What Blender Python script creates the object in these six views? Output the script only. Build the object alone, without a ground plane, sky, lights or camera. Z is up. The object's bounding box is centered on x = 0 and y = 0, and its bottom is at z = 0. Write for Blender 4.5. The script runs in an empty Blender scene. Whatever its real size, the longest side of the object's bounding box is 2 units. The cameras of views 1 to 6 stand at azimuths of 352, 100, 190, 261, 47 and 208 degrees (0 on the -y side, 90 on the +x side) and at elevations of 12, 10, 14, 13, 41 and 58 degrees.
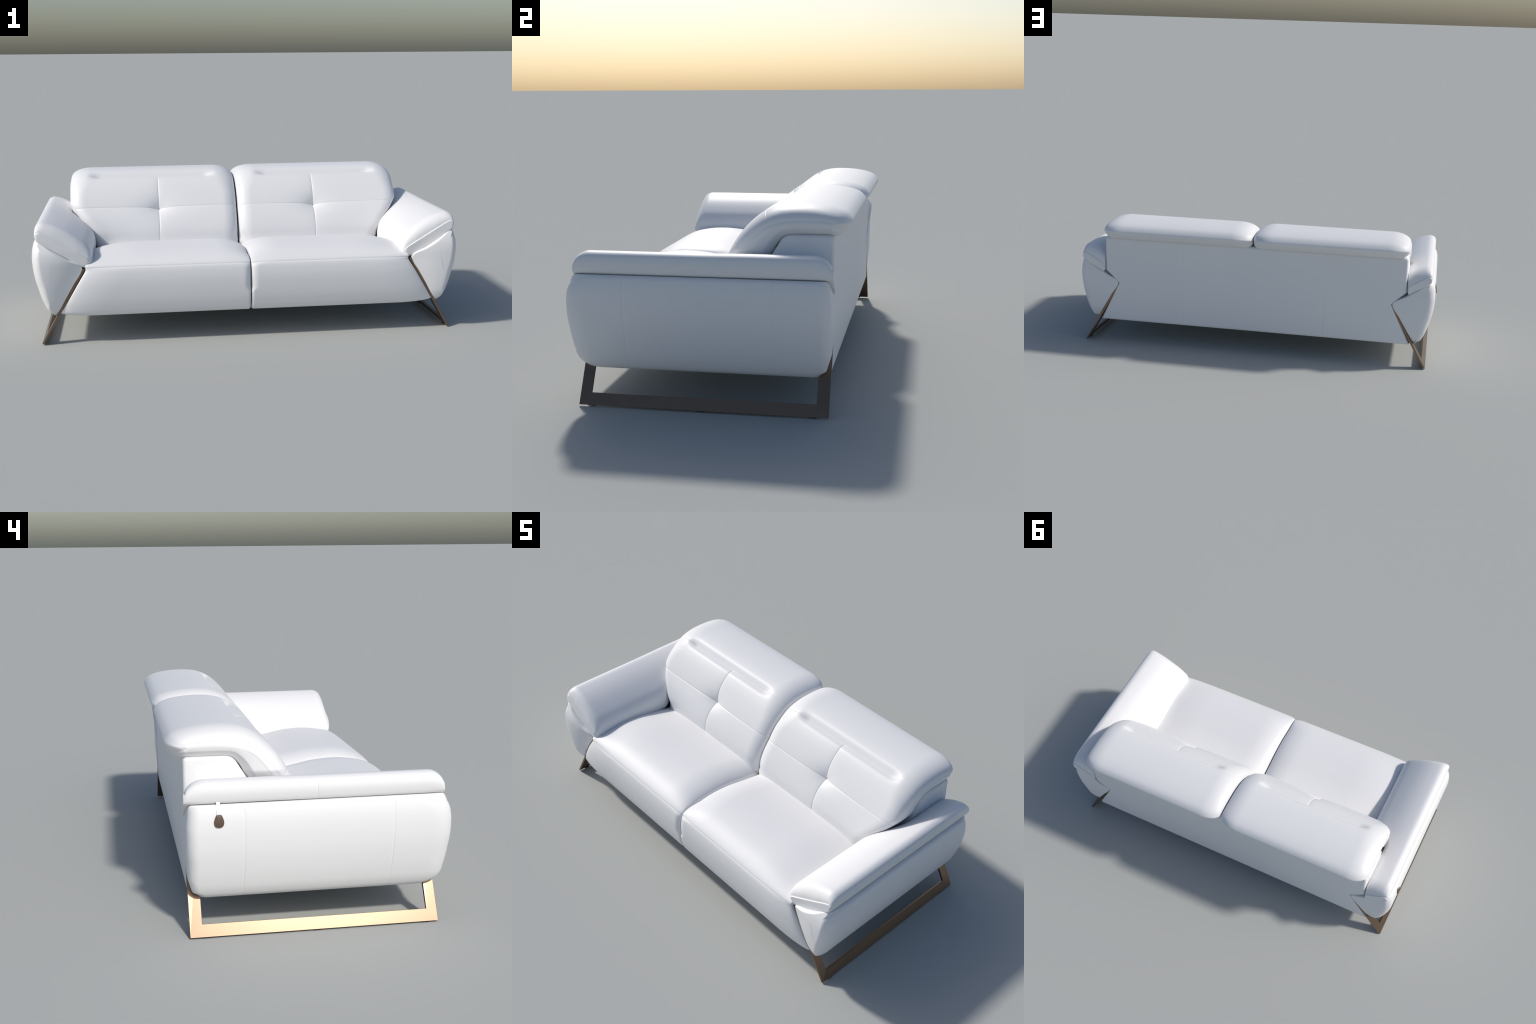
"""Two-seat white leather sofa on slanted bronze sled frames (metres, z up, front faces -y)."""
import bpy, math
import numpy as np

# ----------------------------------------------------------------------------- helpers
def catmull(points, per=24, closed=True):
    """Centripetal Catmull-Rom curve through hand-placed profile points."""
    P = np.array(points, float)
    n = len(P)
    out = []
    for i in range(n if closed else n - 1):
        if closed:
            p = [P[(i + k) % n] for k in (-1, 0, 1, 2)]
        else:
            p = [P[min(max(i + k, 0), n - 1)] for k in (-1, 0, 1, 2)]
            if i == 0: p[0] = 2 * p[1] - p[2]
            if i == n - 2: p[3] = 2 * p[2] - p[1]
        t = [0.0]
        for k in range(3):
            t.append(t[-1] + max(np.linalg.norm(p[k + 1] - p[k]), 1e-6) ** 0.5)
        for u in np.linspace(t[1], t[2], per, endpoint=False):
            a1 = (t[1]-u)/(t[1]-t[0])*p[0] + (u-t[0])/(t[1]-t[0])*p[1]
            a2 = (t[2]-u)/(t[2]-t[1])*p[1] + (u-t[1])/(t[2]-t[1])*p[2]
            a3 = (t[3]-u)/(t[3]-t[2])*p[2] + (u-t[2])/(t[3]-t[2])*p[3]
            b1 = (t[2]-u)/(t[2]-t[0])*a1 + (u-t[0])/(t[2]-t[0])*a2
            b2 = (t[3]-u)/(t[3]-t[1])*a2 + (u-t[1])/(t[3]-t[1])*a3
            out.append((t[2]-u)/(t[2]-t[1])*b1 + (u-t[1])/(t[2]-t[1])*b2)
    if not closed:
        out.append(P[-1])
    return np.array(out)

def rounded_polygon(corners, radii, per=8):
    """Polygon with every corner rounded by its own radius."""
    P = np.array(corners, float)
    n = len(P)
    out = []
    for i in range(n):
        a, b, c = P[i - 1], P[i], P[(i + 1) % n]
        u, v = (a - b), (c - b)
        lu, lv = np.linalg.norm(u), np.linalg.norm(v)
        r = min(radii[i], 0.45 * lu, 0.45 * lv)
        p0, p1 = b + u / lu * r, b + v / lv * r
        for t in np.linspace(0, 1, per):
            out.append((1-t)**2 * p0 + 2*t*(1-t) * b + t*t * p1)
    return np.array(out)

class Loop:
    """Closed 2-D profile, resampled by arc length, finer around seams."""
    def __init__(self, dense, step, seams=()):
        D = np.vstack([dense, dense[:1]])
        seg = np.linalg.norm(np.diff(D, axis=0), axis=1)
        keep = np.r_[True, seg > 1e-9]
        D = D[keep]
        S = np.r_[0, np.cumsum(np.linalg.norm(np.diff(D, axis=0), axis=1))]
        self.D, self.S, self.L = D, S, S[-1]
        n = int(self.L / step)
        s = list(np.arange(n) * self.L / n)
        self.seams = []
        for q in seams:
            k = np.argmin(np.linalg.norm(D - np.array(q), axis=1))
            s0 = S[k]
            self.seams.append(s0)
            s = [x for x in s if abs(x - s0) > 0.012]
            s += [s0 + o for o in (-.010, -.0075, -.0055, -.004, -.0028, -.0018, -.0009, 0,
                                   .0009, .0018, .0028, .004, .0055, .0075, .010)]
        self.s = np.sort(np.mod(np.array(s), self.L))
        self.p = np.c_[np.interp(self.s, S, D[:, 0]), np.interp(self.s, S, D[:, 1])]
        e = 0.002
        at = lambda x: np.c_[np.interp(np.mod(x, self.L), S, D[:, 0]), np.interp(np.mod(x, self.L), S, D[:, 1])]
        t = at(self.s + e) - at(self.s - e)
        t /= np.maximum(np.linalg.norm(t, axis=1), 1e-9)[:, None]
        area = 0.5 * np.sum(D[:-1, 0] * D[1:, 1] - D[1:, 0] * D[:-1, 1])
        sg = 1 if area > 0 else -1
        self.n = np.c_[t[:, 1], -t[:, 0]] * sg          # outward
        self.ccw = area > 0
        d = np.abs(self.s[:, None] - self.s[None, :])
        d = np.minimum(d, self.L - d)
        w = np.diff(np.r_[self.s, self.s[0] + self.L]); w = .5 * (w + np.roll(w, 1))
        self.sg = sg
        self.W = np.exp(-(d / .012)**2) * w[None, :]
        self.W /= self.W.sum(axis=1)[:, None]

    def inset(self, start, amount, fractions):
        """Move the loop inwards by amount * fraction, in small steps with blurred normals."""
        order = np.argsort(fractions)
        res = [None] * len(fractions)
        cur, f0 = start.copy(), 0.0
        for k in order:
            f = fractions[k]
            m = max(1, int(math.ceil((f - f0) * amount.max() / .002)))
            for _ in range(m):
                if f - f0 <= 0: break
                t = np.roll(cur, -1, 0) - np.roll(cur, 1, 0)
                t = np.c_[t[:, 1], -t[:, 0]] * self.sg / np.maximum(np.linalg.norm(t, axis=1), 1e-9)[:, None]
                n = self.W @ t
                n /= np.maximum(np.linalg.norm(n, axis=1), .3)[:, None]
                cur = cur - n * (amount * (f - f0) / m)[:, None]
            f0 = f
            res[k] = cur.copy()
        return res

def toward_spine(p, spine, amount, fractions, limit=.8):
    """Inset a loop towards the nearest point of an inner spine polyline."""
    A = catmull(spine, per=30, closed=False) if len(spine) > 1 else np.array(spine, float)
    d = np.linalg.norm(p[:, None, :] - A[None], axis=2)
    w = np.exp(-(d - d.min(axis=1)[:, None]) / .006)
    c = (w[:, :, None] * A[None]).sum(axis=1) / w.sum(axis=1)[:, None]
    v = c - p
    L = np.linalg.norm(v, axis=1)
    v /= L[:, None]
    a = np.minimum(amount, limit * L)
    return [p + v * (a * f)[:, None] for f in fractions], c

def stations(a, b, step, seams=(), end=0.0):
    """Lofting stations between a and b, finer around seams."""
    x = list(np.linspace(a, b, max(2, int(round((b - a) / step)) + 1)))
    for q in seams:
        x = [v for v in x if abs(v - q) > 0.010]
        x += [q + o for o in (-.009, -.0065, -.0045, -.003, -.0018, -.0009, 0, .0009, .0018, .003, .0045, .0065, .009)]
    return np.sort(np.array(x))

def smooth(t):
    t = np.clip(t, 0, 1)
    return t * t * (3 - 2 * t)

def mesh_from_rings(name, rings, flip=False, cap='fan'):
    """Closed mesh from a list of equal-length 3-D rings; both ends capped."""
    R = np.array(rings)
    m, n, _ = R.shape
    verts = R.reshape(-1, 3).tolist()
    faces = []
    for i in range(m - 1):
        for j in range(n):
            k = (j + 1) % n
            faces.append((i*n + j, i*n + k, (i+1)*n + k, (i+1)*n + j))
    if cap == 'ngon':
        faces.append(tuple(range(n))[::-1])
        faces.append(tuple((m-1)*n + j for j in range(n)))
    else:
        for base, rev in ((0, True), ((m-1)*n, False)):
            verts.append(R[0 if rev else -1].mean(axis=0).tolist())
            c = len(verts) - 1
            for j in range(n):
                k = (j + 1) % n
                faces.append((base + k, base + j, c) if rev else (base + j, base + k, c))
    if flip:
        faces = [f[::-1] for f in faces]
    me = bpy.data.meshes.new(name)
    me.from_pydata(verts, [], faces)
    me.update()
    me.shade_smooth()
    return me

def mirror_mesh(me, name):
    m2 = me.copy()
    m2.name = name
    co = np.empty(len(m2.vertices) * 3)
    m2.vertices.foreach_get('co', co)
    co[0::3] *= -1
    m2.vertices.foreach_set('co', co)
    m2.flip_normals()
    m2.update()
    return m2

def add(name, me, parent, mat):
    ob = bpy.data.objects.new(name, me)
    bpy.context.scene.collection.objects.link(ob)
    ob.parent = parent
    if mat:
        me.materials.clear()
        me.materials.append(mat)
    return ob

# ----------------------------------------------------------------------------- materials
def principled(name):
    m = bpy.data.materials.new(name)
    m.use_nodes = True
    nt = m.node_tree
    return m, nt, nt.nodes['Principled BSDF']

def leather_material():
    m, nt, b = principled('white_leather')
    tc = nt.nodes.new('ShaderNodeTexCoord')
    n1 = nt.nodes.new('ShaderNodeTexNoise'); n1.inputs['Scale'].default_value = 3.0
    ramp = nt.nodes.new('ShaderNodeValToRGB')
    ramp.color_ramp.elements[0].color = (0.785, 0.785, 0.79, 1)
    ramp.color_ramp.elements[1].color = (0.805, 0.805, 0.81, 1)
    vor = nt.nodes.new('ShaderNodeTexVoronoi'); vor.inputs['Scale'].default_value = 420.0
    bump = nt.nodes.new('ShaderNodeBump')
    bump.inputs['Strength'].default_value = 0.04
    bump.inputs['Distance'].default_value = 0.001
    nt.links.new(tc.outputs['Object'], n1.inputs['Vector'])
    nt.links.new(tc.outputs['Object'], vor.inputs['Vector'])
    nt.links.new(n1.outputs['Fac'], ramp.inputs['Fac'])
    nt.links.new(ramp.outputs['Color'], b.inputs['Base Color'])
    nt.links.new(vor.outputs['Distance'], bump.inputs['Height'])
    nt.links.new(bump.outputs['Normal'], b.inputs['Normal'])
    b.inputs['Roughness'].default_value = 0.48
    return m

def metal_material():
    m, nt, b = principled('bronze_metal')
    tc = nt.nodes.new('ShaderNodeTexCoord')
    n1 = nt.nodes.new('ShaderNodeTexNoise'); n1.inputs['Scale'].default_value = 40.0
    ramp = nt.nodes.new('ShaderNodeValToRGB')
    ramp.color_ramp.elements[0].color = (0.240, 0.163, 0.115, 1)  # bronze base colour lightened to brighten the sun glint on the frame
    ramp.color_ramp.elements[1].color = (0.255, 0.175, 0.124, 1)
    nt.links.new(tc.outputs['Object'], n1.inputs['Vector'])
    nt.links.new(n1.outputs['Fac'], ramp.inputs['Fac'])
    nt.links.new(ramp.outputs['Color'], b.inputs['Base Color'])
    b.inputs['Metallic'].default_value = 1.0
    b.inputs['Roughness'].default_value = 0.3
    return m

def plain_material(name, col, rough):
    m, nt, b = principled(name)
    tc = nt.nodes.new('ShaderNodeTexCoord')
    n1 = nt.nodes.new('ShaderNodeTexNoise'); n1.inputs['Scale'].default_value = 60.0
    ramp = nt.nodes.new('ShaderNodeValToRGB')
    ramp.color_ramp.elements[0].color = (*[c * 0.95 for c in col], 1)
    ramp.color_ramp.elements[1].color = (*[c * 1.05 for c in col], 1)
    nt.links.new(tc.outputs['Object'], n1.inputs['Vector'])
    nt.links.new(n1.outputs['Fac'], ramp.inputs['Fac'])
    nt.links.new(ramp.outputs['Color'], b.inputs['Base Color'])
    b.inputs['Roughness'].default_value = rough
    return m

LEATHER = leather_material()
METAL = metal_material()
TAB = plain_material('brown_tab_leather', (0.105, 0.066, 0.045), 0.5)
DARK = plain_material('dark_underlining', (0.03, 0.03, 0.03), 0.9)
GLIDE = plain_material('dark_rubber', (0.05, 0.035, 0.03), 0.6)

# ----------------------------------------------------------------------------- frame of the thing
sofa = bpy.data.objects.new('sofa', None)
bpy.context.scene.collection.objects.link(sofa)
sofa['label'] = 'white leather two-seat sofa on slanted bronze sled legs'
sofa['category'] = 'sofa'

# slanted plane of the metal frame: x = FX - FK * z
FX, FK = 0.972, 0.571

# ----------------------------------------------------------------------------- seat
SEAT = [(0.06, .132), (-.20, .129), (-.445, .129), (-.472, .136), (-.488, .18), (-.497, .25), (-.496, .315),
        (-.484, .361), (-.457, .384), (-.40, .409), (-.31, .423), (-.2, .419), (-.1, .401), (0, .381), (.08, .36), (.1, .30), (.08, .2)]
def build_seat():
    lp = Loop(catmull(SEAT), 0.008, seams=[(-.484, .361)])
    ds = lp.s - lp.seams[0]
    seam = np.exp(-np.abs(ds) / 0.004) * 0.0022
    base = lp.p - lp.n * seam[:, None]
    z, y = lp.p[:, 1], lp.p[:, 0]
    top = smooth((z - .345) / .03) * smooth((lp.n[:, 1] + .1) / .5)   # 1 on the crown
    front = smooth((-.40 - y) / .05)
    upper = smooth((z - .22) / .03)
    rearw = smooth((y + .35) / .35)
    x_in = 0.0025
    x_out = np.where(z < .353, FX - FK * z - 0.0145, FX - FK * .353 - .0145 + (z - .353) * .05)
    rin_x = .012 + front * (1 - top) * upper * .022 + top * .13
    body = smooth((y + .485) / .13)                       # crown droops behind the seam only
    rin_n = .008 + front * (1 - top) * upper * .010 + top * (.002 + .034 * body + .012 * rearw)
    rout_x = .02 + top * .24 + front * (1 - top) * .16
    rout_n = .006 + top * (.001 + .043 * body + .012 * rearw) + front * (1 - top) * .016
    ang = np.linspace(0, 1, 30) * math.pi / 2
    fr = [1 - math.sin(a) for a in ang]
    qi = lp.inset(base, rin_n, fr)
    qo = lp.inset(base, rout_n, fr)
    out = []
    def ring(x, q): out.append(np.c_[x, q[:, 0], q[:, 1]])
    for a, q in zip(ang, qi):
        ring(x_in + rin_x * (1 - math.cos(a)), q)
    x0, x1 = x_in + rin_x, x_out - rout_x
    for m in np.linspace(0, 1, 40)[1:-1]:
        ring(x0 + (x1 - x0) * m, base)
    for a, q in list(zip(ang, qo))[::-1]:
        ring(x_out - rout_x * (1 - math.cos(a)), q)
    return mesh_from_rings('seat', out, flip=lp.ccw is False, cap='fan')

# ----------------------------------------------------------------------------- backrest + headrest
BACK = [(-.006, .345), (-.004, .385), (-.001, .432), (.020, .490), (.056, .549), (.094, .606), (.137, .655), (.190, .695),
        (.245, .714), (.30, .720), (.378, .717), (.440, .706), (.476, .691), (.494, .672), (.4995, .659), (.4965, .6515), (.481, .6315),
        (.456, .614), (.42, .610), (.35, .610), (.30, .609), (.264, .603), (.238, .580), (.205, .515), (.175, .46), (.125, .36), (.06, .325), (.01, .325)]
def build_back():
    lp = Loop(catmull(BACK), 0.005, seams=[(.056, .549), (.190, .695)])
    s_h, s_g = lp.seams
    y, z = lp.p[:, 0], lp.p[:, 1]
    s = lp.s
    xm = 0.402
    x_in = 0.003
    def side(zz): return np.interp(zz, [.32, .40, .46, .505, .535, .56, 1], [.71, .738, .774, .810, .832, .846, .857])
    x_out = side(z)
    facing = smooth((lp.n[:, 1] + .1) / .7)
    head = smooth((z - .60) / .10) * facing
    rear = smooth((y - .38) / .08) * smooth((z - .605) / .04)
    big = np.maximum(head, rear)
    frontp = smooth((-.2 - lp.n[:, 0]) / .4) * (1 - big)
    rx = .036 + frontp * .035 + big * .070
    rn = .030 + frontp * .012 + big * .030
    ang = np.linspace(0, 1, 22) * math.pi / 2
    seq = []
    fa = [1 - math.sin(a) for a in ang]
    shr, core = toward_spine(lp.p, [(.425, .655), (.30, .655), (.20, .63), (.13, .55), (.06, .42), (.045, .38)], rn, fa)
    under = smooth((-lp.n[:, 1] + .05) / .4) * smooth((lp.n[:, 0] + .6) / .4) * (z > .36)
    ch = .8 * under * (1 - big)
    closing = (.97, .85, .7, .5, .3, .12)
    for t in closing:
        seq.append((x_in + np.zeros_like(z), shr[0] + (core - shr[0]) * t))
    for a, q in zip(ang, shr):
        seq.append((x_in + rx * (1 - math.cos(a)), q))
    x0, x1 = x_in + rx, x_out - rx
    st = stations(.11, .75, .0075, seams=[xm])
    fr = (st - .11) / .64
    fr = np.r_[np.linspace(0, 1, len(st))[0:0], fr]
    for f in fr[1:-1]:
        target = .11 + .64 * f
        # linear map that keeps the middle seam straight at xm
        g = np.where(target < xm, x0 + (xm - x0) * (target - .11) / (xm - .11),
                     xm + (x1 - xm) * (target - xm) / (.75 - xm))
        seq.append((g, lp.p))
    for a, q in list(zip(ang, shr))[::-1]:
        seq.append((side(q[:, 1]) - rx * ((1 - ch) * (1 - math.cos(a)) + ch * math.sin(a)), q))
    for t in closing[::-1]:
        q = shr[0] + (core - shr[0]) * t
        seq.append((side(q[:, 1]) + .004 * math.sin(t * math.pi / 2), q))
    rings = []
    for ri, (x, sect) in enumerate(seq):
        x = x + np.zeros_like(z)
        skin = 1.0 if len(closing) + 4 <= ri < len(seq) - len(closing) - 4 else 0.0
        dh = s - s_h
        dg = s - s_g
        on_front = (s > s_h - .35) & (s < s_g + .12)
        dv = np.abs(x - xm)
        # seams: narrow creases inside soft valleys
        edge = smooth((x - .02) / .06) * smooth((x_out - .02 - x) / .06)
        panel_v = smooth((s_g - s) / .004) * on_front
        v = panel_v * (0.0016 * np.exp(-dv / .0025) + (.002 + .011 * np.exp(-np.abs(dh) / .07)) * np.exp(-dv / .035))
        h = 0.0016 * np.exp(-np.abs(dh) / .0025) + (.0015 + .011 * np.exp(-dv / .11)) * np.exp(-np.abs(dh) / .032)
        r = np.sqrt((dv / 1.3)**2 + dh**2 + .003**2)
        tuft = .017 * np.exp(-r / .042)
        w = smooth((x - .095) / .07) * smooth((.765 - x) / .07)
        g = w * (np.where(dg < 0, .0145 * np.exp(-(dg / .020)**2), .0145 * np.exp(-(dg / .023)**2)) + .004 * np.exp(-np.abs(dg) / .004))
        g = g + .0011 * np.exp(-np.abs(dg) / .002) * (1 - w)
        # side panels puff a little between seams
        q = sect - lp.n * (skin * (v + np.where(on_front, h + tuft + g, 0)))[:, None]
        rings.append(np.c_[x, q[:, 0], q[:, 1]])
    me = mesh_from_rings('backrest', rings, flip=lp.ccw is False, cap='ngon')
    return me, lp, s_g

def split_by_face(me, pick, name_a, name_b):
    """Separate faces into two meshes that keep the whole body's normals."""
    nv = np.empty(len(me.vertices) * 3); me.vertices.foreach_get('co', nv); co = nv.reshape(-1, 3)
    vn = np.array([v.normal[:] for v in me.vertices])
    polys = [list(p.vertices) for p in me.polygons]
    res = []
    for name, want in ((name_a, False), (name_b, True)):
        fs = [p for p, k in zip(polys, pick) if k == want]
        ids = sorted({i for f in fs for i in f})
        mp = {v: i for i, v in enumerate(ids)}
        m = bpy.data.meshes.new(name)
        m.from_pydata(co[ids].tolist(), [], [[mp[i] for i in f] for f in fs])
        m.update(); m.shade_smooth()
        m.normals_split_custom_set_from_vertices(vn[ids].tolist())
        res.append(m)
    return res

# ----------------------------------------------------------------------------- armrest body
ARM_OUTER = [(.984, .479), (.995, .45), (.999, .41), (.997, .36), (.990, .31), (.978, .26), (.962, .21), (.942, .163)]
ARM = [(.773, .357), (.84, .401), (.91, .446), (.962, .480)] + ARM_OUTER + [(.921, .134), (.902, .126), (.892, .141), (.8525, .214), (.8145, .28)]
ARM_FRONT = catmull([(.120, -.430), (.137, -.452), (.155, -.467), (.185, -.481), (.243, -.492), (.30, -.498), (.36, -.4995), (.40, -.497), (.434, -.489), (.471, -.470), (.50, -.452)], closed=False)
def arm_x(z):
    pts = [(.902, .126), (.921, .134)] + ARM_OUTER[::-1]
    return np.interp(z, [p[1] for p in pts], [p[0] for p in pts])
def arm_front(z): return np.interp(z, ARM_FRONT[:, 0], ARM_FRONT[:, 1])
def arm_front_xz(q):
    plane = FX - FK * q[:, 1]
    width = np.maximum(arm_x(q[:, 1]) - plane, .03)
    e = np.clip((q[:, 0] - plane) / width, 0, 1)           # 0 at the metal, 1 at the outer side
    return arm_front(q[:, 1]) + .037 * np.minimum(1, width / .22) * np.clip(1 - e / .8, 0, 1)**2
def arm_back(z): return np.interp(z, [.137, .15, .2, .3, .4, .465, .5], [.400, .424, .439, .446, .446, .438, .425])
def build_arm():
    lp = Loop(catmull(ARM), 0.008)
    x, z = lp.p[:, 0], lp.p[:, 1]
    outer = smooth((lp.n[:, 0] + .1) / .6)
    outer = outer * (.55 + .45 * smooth((z - .13) / .14))
    rn = .008 + outer * .038
    ry = .010 + outer * .074
    ryb = .010 + outer * .032
    ang = np.linspace(0, 1, 14) * math.pi / 2
    c = np.array([.90, .32])
    seam_y = [-.28, .247]
    seq = []
    full = lambda f, a, b: a + (b - a) * f
    rings = []
    def ring(ypos, q):
        rings.append(np.c_[q[:, 0], ypos + np.zeros(len(q)), q[:, 1]])
    fa = [1 - math.sin(a) for a in ang]
    shr, core = toward_spine(lp.p, [(.90, .39), (.925, .30), (.915, .20)], rn, fa)
    first = shr[0]
    for k in (.02, .2, .35, .5, .62, .74, .84, .92, .97):
        q = core + (first - core) * k
        ring(arm_front_xz(q), q)
    for a, q in zip(ang, shr):
        ring(arm_front_xz(q) + ry * (1 - math.cos(a)), q)
    st = stations(-.43, .38, .03, seams=seam_y)
    fr = (st + .43) / .81
    for f, yy in zip(fr[1:-1], st[1:-1]):
        y0 = arm_front_xz(lp.p) + ry; y1 = arm_back(z) - ryb
        g = np.where(yy < -.28, y0 + (-.28 - y0) * (yy + .43) / .15,
            np.where(yy < .247, yy, .247 + (y1 - .247) * (yy - .247) / (.38 - .247)))
        d = min(abs(yy - q) for q in seam_y)
        q = lp.p - lp.n * (0.0016 * math.exp(-d / .002)) * outer[:, None]
        ring(g, q)
    for a, q in list(zip(ang, shr))[::-1]:
        ring(arm_back(q[:, 1]) - ryb * (1 - math.cos(a)), q)
    for k in (.97, .92, .84, .74, .62, .5, .35, .2, .02):
        q = core + (first - core) * k
        ring(arm_back(q[:, 1]), q)
    return mesh_from_rings('armrest', rings, flip=lp.ccw is True, cap='ngon')

# ----------------------------------------------------------------------------- armrest pad
PAD_N = 17
PAD_MID = [(.775, .363), (.84, .403), (.91, .447), (.955, .477), (.974, .490), (.981, .508), (.982, .530), (.974, .551), (.951, .562), (.905, .553),
           (.85, .530), (.795, .496), (.755, .464), (.733, .434), (.725, .398), (.728, .358), (.750, .340)]
PAD_END = [(.775, .362), (.84, .402), (.91, .446), (.955, .476), (.972, .489), (.977, .503), (.975, .520), (.963, .526), (.945, .519), (.895, .490),
           (.84, .457), (.795, .430), (.765, .411), (.747, .399), (.740, .386), (.745, .374), (.757, .364)]
PAD_REAR = [(.855, .416), (.875, .428), (.92, .455), (.955, .478), (.974, .490), (.981, .508), (.982, .530), (.974, .553), (.951, .564), (.925, .560),
            (.90, .551), (.88, .541), (.86, .529), (.848, .515), (.846, .485), (.846, .45), (.848, .425)]
PAD_REAR_END = [(.858, .418), (.875, .428), (.92, .455), (.955, .478), (.972, .489), (.976, .503), (.973, .517), (.962, .521), (.945, .514), (.92, .50),
            (.90, .488), (.88, .477), (.866, .468), (.857, .46), (.854, .448), (.853, .435), (.853, .425)]
def build_pad():
    def dense(c): return catmull(c, per=22)
    M, E, RR, RE = (dense(c) for c in (PAD_MID, PAD_END, PAD_REAR, PAD_REAR_END))
    rings = []
    def front(q): return np.interp(q[:, 1], [.36, .43, .49, .56], [-.462, -.468, -.467, -.460])
    def back(q): return np.interp(q[:, 1], [.42, .49, .56], [.449, .453, .450])
    def ring(y, q): rings.append(np.c_[q[:, 0], y + np.zeros(len(q)), q[:, 1]])
    c = E.mean(axis=0)
    for k in (.05, .5, .9, .97): ring(front(c + (E - c) * k), c + (E - c) * k)
    ring(front(E) + .003, E)
    for a in np.linspace(0, 1, 16) * math.pi / 2:
        q = E + (M - E) * math.sin(a)
        ring(front(E) + .004 + .052 * (1 - math.cos(a)), q)
    y0 = front(E) + .056
    y1 = back(RE) - .075
    for yy in stations(0, 1, .02, seams=[.51])[1:-1]:
        y = y0 + (y1 - y0) * yy
        ym = float(y.mean())
        w = smooth((ym + .02) / .20)
        q = M + (RR - M) * w
        band = smooth((q[:, 0] - .966) / .006) * (q[:, 1] < .545)
        q[:, 0] -= band * .0016 * np.exp(-np.abs(yy - .51) / .0025)
        ring(y, q)
    for a in (np.linspace(0, 1, 16) * math.pi / 2)[::-1]:
        q = RE + (RR - RE) * math.sin(a)
        ring(back(RE) - .006 - .069 * (1 - math.cos(a)), q)
    ring(back(RE) - .003, RE)
    c = RE.mean(axis=0)
    for k in (.97, .9, .5, .05): ring(back(c + (RE - c) * k), c + (RE - c) * k)
    return mesh_from_rings('armrest_pad', rings, flip=True)

# ----------------------------------------------------------------------------- back panel
SHELL = [(.06, .130), (.437, .130), (.442, .30), (.441, .617), (.265, .617), (.192, .50), (.09, .34)]
def build_shell():
    dense = rounded_polygon(SHELL, [.01, .012, .01, .018, .03, .05, .05])
    lp = Loop(dense, 0.006, seams=[(.442, .425), (.442, .355)])
    base, z = lp.p, lp.p[:, 1]
    x_out = np.interp(z, [.130, .355, .425, .62], [.878, .771, .845, .845])
    r = .012
    ang = np.linspace(0, 1, 8) * math.pi / 2
    back = smooth((lp.n[:, 0] - .8) / .1)
    rings = []
    def ring(x, q): rings.append(np.c_[x + np.zeros(len(q)), q[:, 0], q[:, 1]])
    for a in ang:
        ring(-x_out + r * (1 - math.cos(a)), base - lp.n * (r * (1 - math.sin(a))))
    st = stations(-.8, .8, .04, seams=[-.397, .397])
    for f in st[1:-1]:
        d = min(abs(f - .397), abs(f + .397))
        q = base - lp.n * (.002 * math.exp(-d / .002) * back)[:, None]
        x = f + np.sign(f) * smooth((abs(f) - .45) / .35) * (x_out - r - .8)
        ring(x, q)
    for a in ang[::-1]:
        ring(x_out - r * (1 - math.cos(a)), base - lp.n * (r * (1 - math.sin(a))))
    return mesh_from_rings('back_panel', rings, flip=lp.ccw is False, cap='ngon')

# ----------------------------------------------------------------------------- bronze sled frame
def build_frame():
    """Rectangular ring of flat bar lying in the slanted plane (y along the sofa, t up the slope)."""
    y0, y1, yi0, yi1 = -.461, .440, -.421, .395
    zt, zb, zi, zti = .352, .003, .041, .31
    th = .006
    k = math.hypot(FK, 1)
    nx, nz = 1 / k, FK / k
    outer = [(y0, zb), (y1, zb), (y1, zt), (y0, zt)]
    inner = [(yi0, zi), (yi1, zi), (yi1, zti), (yi0, zti)]
    v, f = [], []
    def put(y, z, side, shrink=0):
        x = FX - .0045 - FK * z
        v.append((x + side * th * nx, y, z + side * th * nz * (1 if z > .01 else 0)))
    for side in (1, -1):
        for p in outer + inner:
            put(*p, side)
    for i in range(4):
        j = (i + 1) % 4
        f.append((i, j, 4 + j, 4 + i))
        f.append((8 + j, 8 + i, 12 + i, 12 + j))
        f.append((j, i, 8 + i, 8 + j))
        f.append((4 + i, 4 + j, 12 + j, 12 + i))
    me = bpy.data.meshes.new('leg_frame')
    me.from_pydata(v, [], f)
    me.update()
    import bmesh
    bm = bmesh.new(); bm.from_mesh(me)
    bmesh.ops.recalc_face_normals(bm, faces=bm.faces)
    bmesh.ops.bevel(bm, geom=list(bm.edges), offset=.0012, segments=2, affect='EDGES', profile=.5)
    bm.to_mesh(me); bm.free()
    return me

def build_glide():
    import bmesh
    me = bpy.data.meshes.new('foot_glide')
    bm = bmesh.new()
    bmesh.ops.create_cube(bm, size=1)
    for v in bm.verts:
        v.co.x *= .012; v.co.y *= .029; v.co.z = .0 if v.co.z < 0 else .006
    bmesh.ops.bevel(bm, geom=[e for e in bm.edges], offset=.0008, segments=1, affect='EDGES')
    bm.to_mesh(me); bm.free()
    return me

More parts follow.
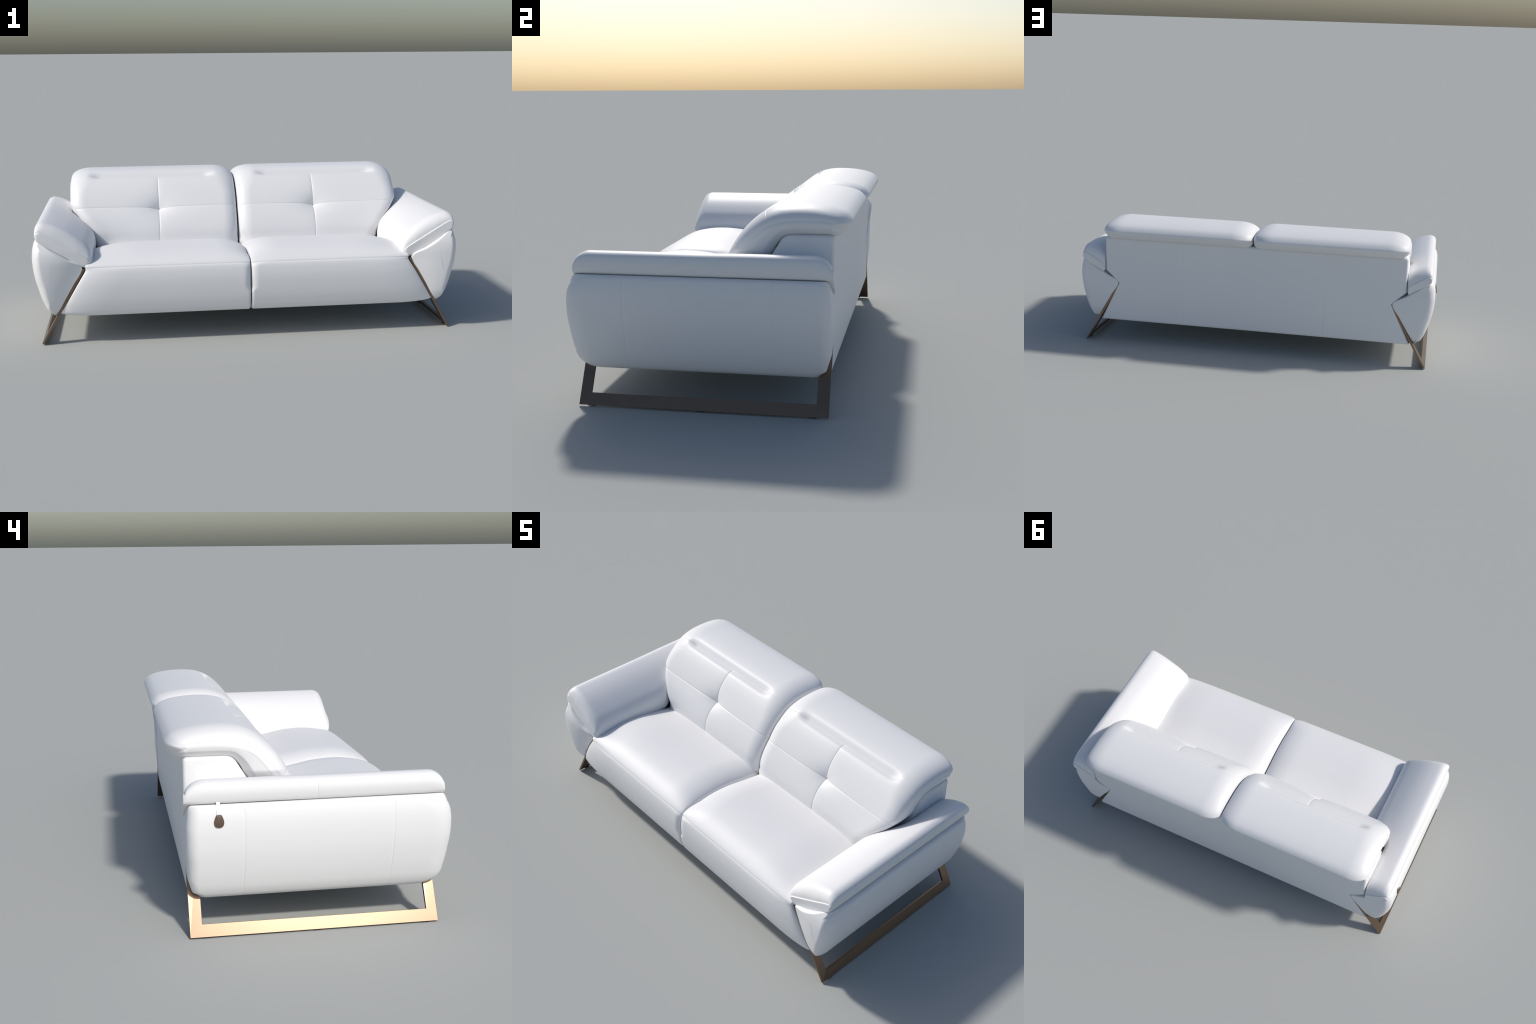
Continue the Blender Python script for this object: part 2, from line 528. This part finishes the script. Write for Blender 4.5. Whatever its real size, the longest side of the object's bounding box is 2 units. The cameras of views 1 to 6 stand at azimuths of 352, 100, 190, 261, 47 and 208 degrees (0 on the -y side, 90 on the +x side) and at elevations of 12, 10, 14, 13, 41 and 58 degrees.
# ----------------------------------------------------------------------------- recliner pull tab
def build_tab():
    pts = catmull([(0, .023), (.008, .021), (.0145, .008), (.017, -.004), (.013, -.017), (0, -.0215), (-.013, -.017), (-.017, -.004), (-.0145, .008), (-.008, .021)], per=8)
    rings = []
    for off, sc in ((0.0, .9), (.0006, 1), (.0032, 1), (.004, .93)):
        q = pts * sc
        zz = .430 + q[:, 1]
        rings.append(np.c_[-np.array([arm_x(t) for t in zz]) - .0015 - off, .335 + q[:, 0], zz])
    return mesh_from_rings('pull_tab', rings)
def build_strap():
    rings = []
    for zz in np.linspace(.492, .447, 16):
        w = .0065
        x = -arm_x(min(zz, .47)) - .0015
        if zz > .47: x += (zz - .47) * .9
        rings.append([(x, .335 - w, zz), (x - .003, .335 - w, zz), (x - .003, .335 + w, zz), (x, .335 + w, zz)])
    me = mesh_from_rings('pull_strap', rings)
    me.shade_flat()
    return me

# ----------------------------------------------------------------------------- assemble
seat = build_seat()
add('seat', seat, sofa, LEATHER)
add('seat', mirror_mesh(seat, 'seat'), sofa, LEATHER)

body, lp, s_g = build_back()
nloop = len(lp.s)
lo = int(np.argmin(np.abs(lp.s - s_g)))
k_end = int(np.argmin(np.linalg.norm(lp.p - np.array([.238, .580]), axis=1)))
pick = []
for p in body.polygons:
    vs = list(p.vertices)
    if len(vs) > 4:
        pick.append(False)
    else:
        j = vs[0] % nloop
        js = [v % nloop for v in vs]
        pick.append(min(js) >= lo and max(js) <= k_end)
# cut the end caps along the same border so that both pieces stay closed at the side
def split_caps(me):
    co = [v.co[:] for v in me.vertices]
    polys, picks = [], []
    for p, k in zip(me.polygons, pick):
        vs = list(p.vertices)
        if len(vs) > 4:
            js = {v % nloop: v for v in vs}
            rev = (vs[1] % nloop) < (vs[0] % nloop)
            up = [js[j] for j in range(lo, k_end + 1)]
            dn = [js[j] for j in list(range(k_end, nloop)) + list(range(0, lo + 1))]
            polys += [up[::-1] if rev else up, dn[::-1] if rev else dn]
            picks += [True, False]
        else:
            polys.append(vs); picks.append(k)
    m = bpy.data.meshes.new('backrest_body')
    m.from_pydata(co, [], polys); m.update(); m.shade_smooth()
    return m, picks
whole, picks = split_caps(body)
for m in (whole, mirror_mesh(whole, 'backrest_body')):
    a, b = split_by_face(m, picks, 'backrest', 'headrest')
    add('backrest', a, sofa, LEATHER)
    add('headrest', b, sofa, LEATHER)

arm = build_arm()
pad = build_pad()
frame = build_frame()
glide = build_glide()
for sgn in (1, -1):
    a = add('armrest', arm if sgn == 1 else mirror_mesh(arm, 'armrest'), sofa, LEATHER)
    add('armrest_pad', pad if sgn == 1 else mirror_mesh(pad, 'armrest_pad'), a, LEATHER)
    fr = add('leg_frame', frame if sgn == 1 else mirror_mesh(frame, 'leg_frame'), sofa, METAL)
    for yy in (-.414, -.014, .384):
        g = add('foot_glide', glide, fr, GLIDE)
        g.location = (sgn * .963, yy, 0)
    if sgn == -1:
        t = add('pull_strap', build_strap(), a, LEATHER)
        add('pull_tab', build_tab(), a, TAB)
add('back_panel', build_shell(), sofa, LEATHER)
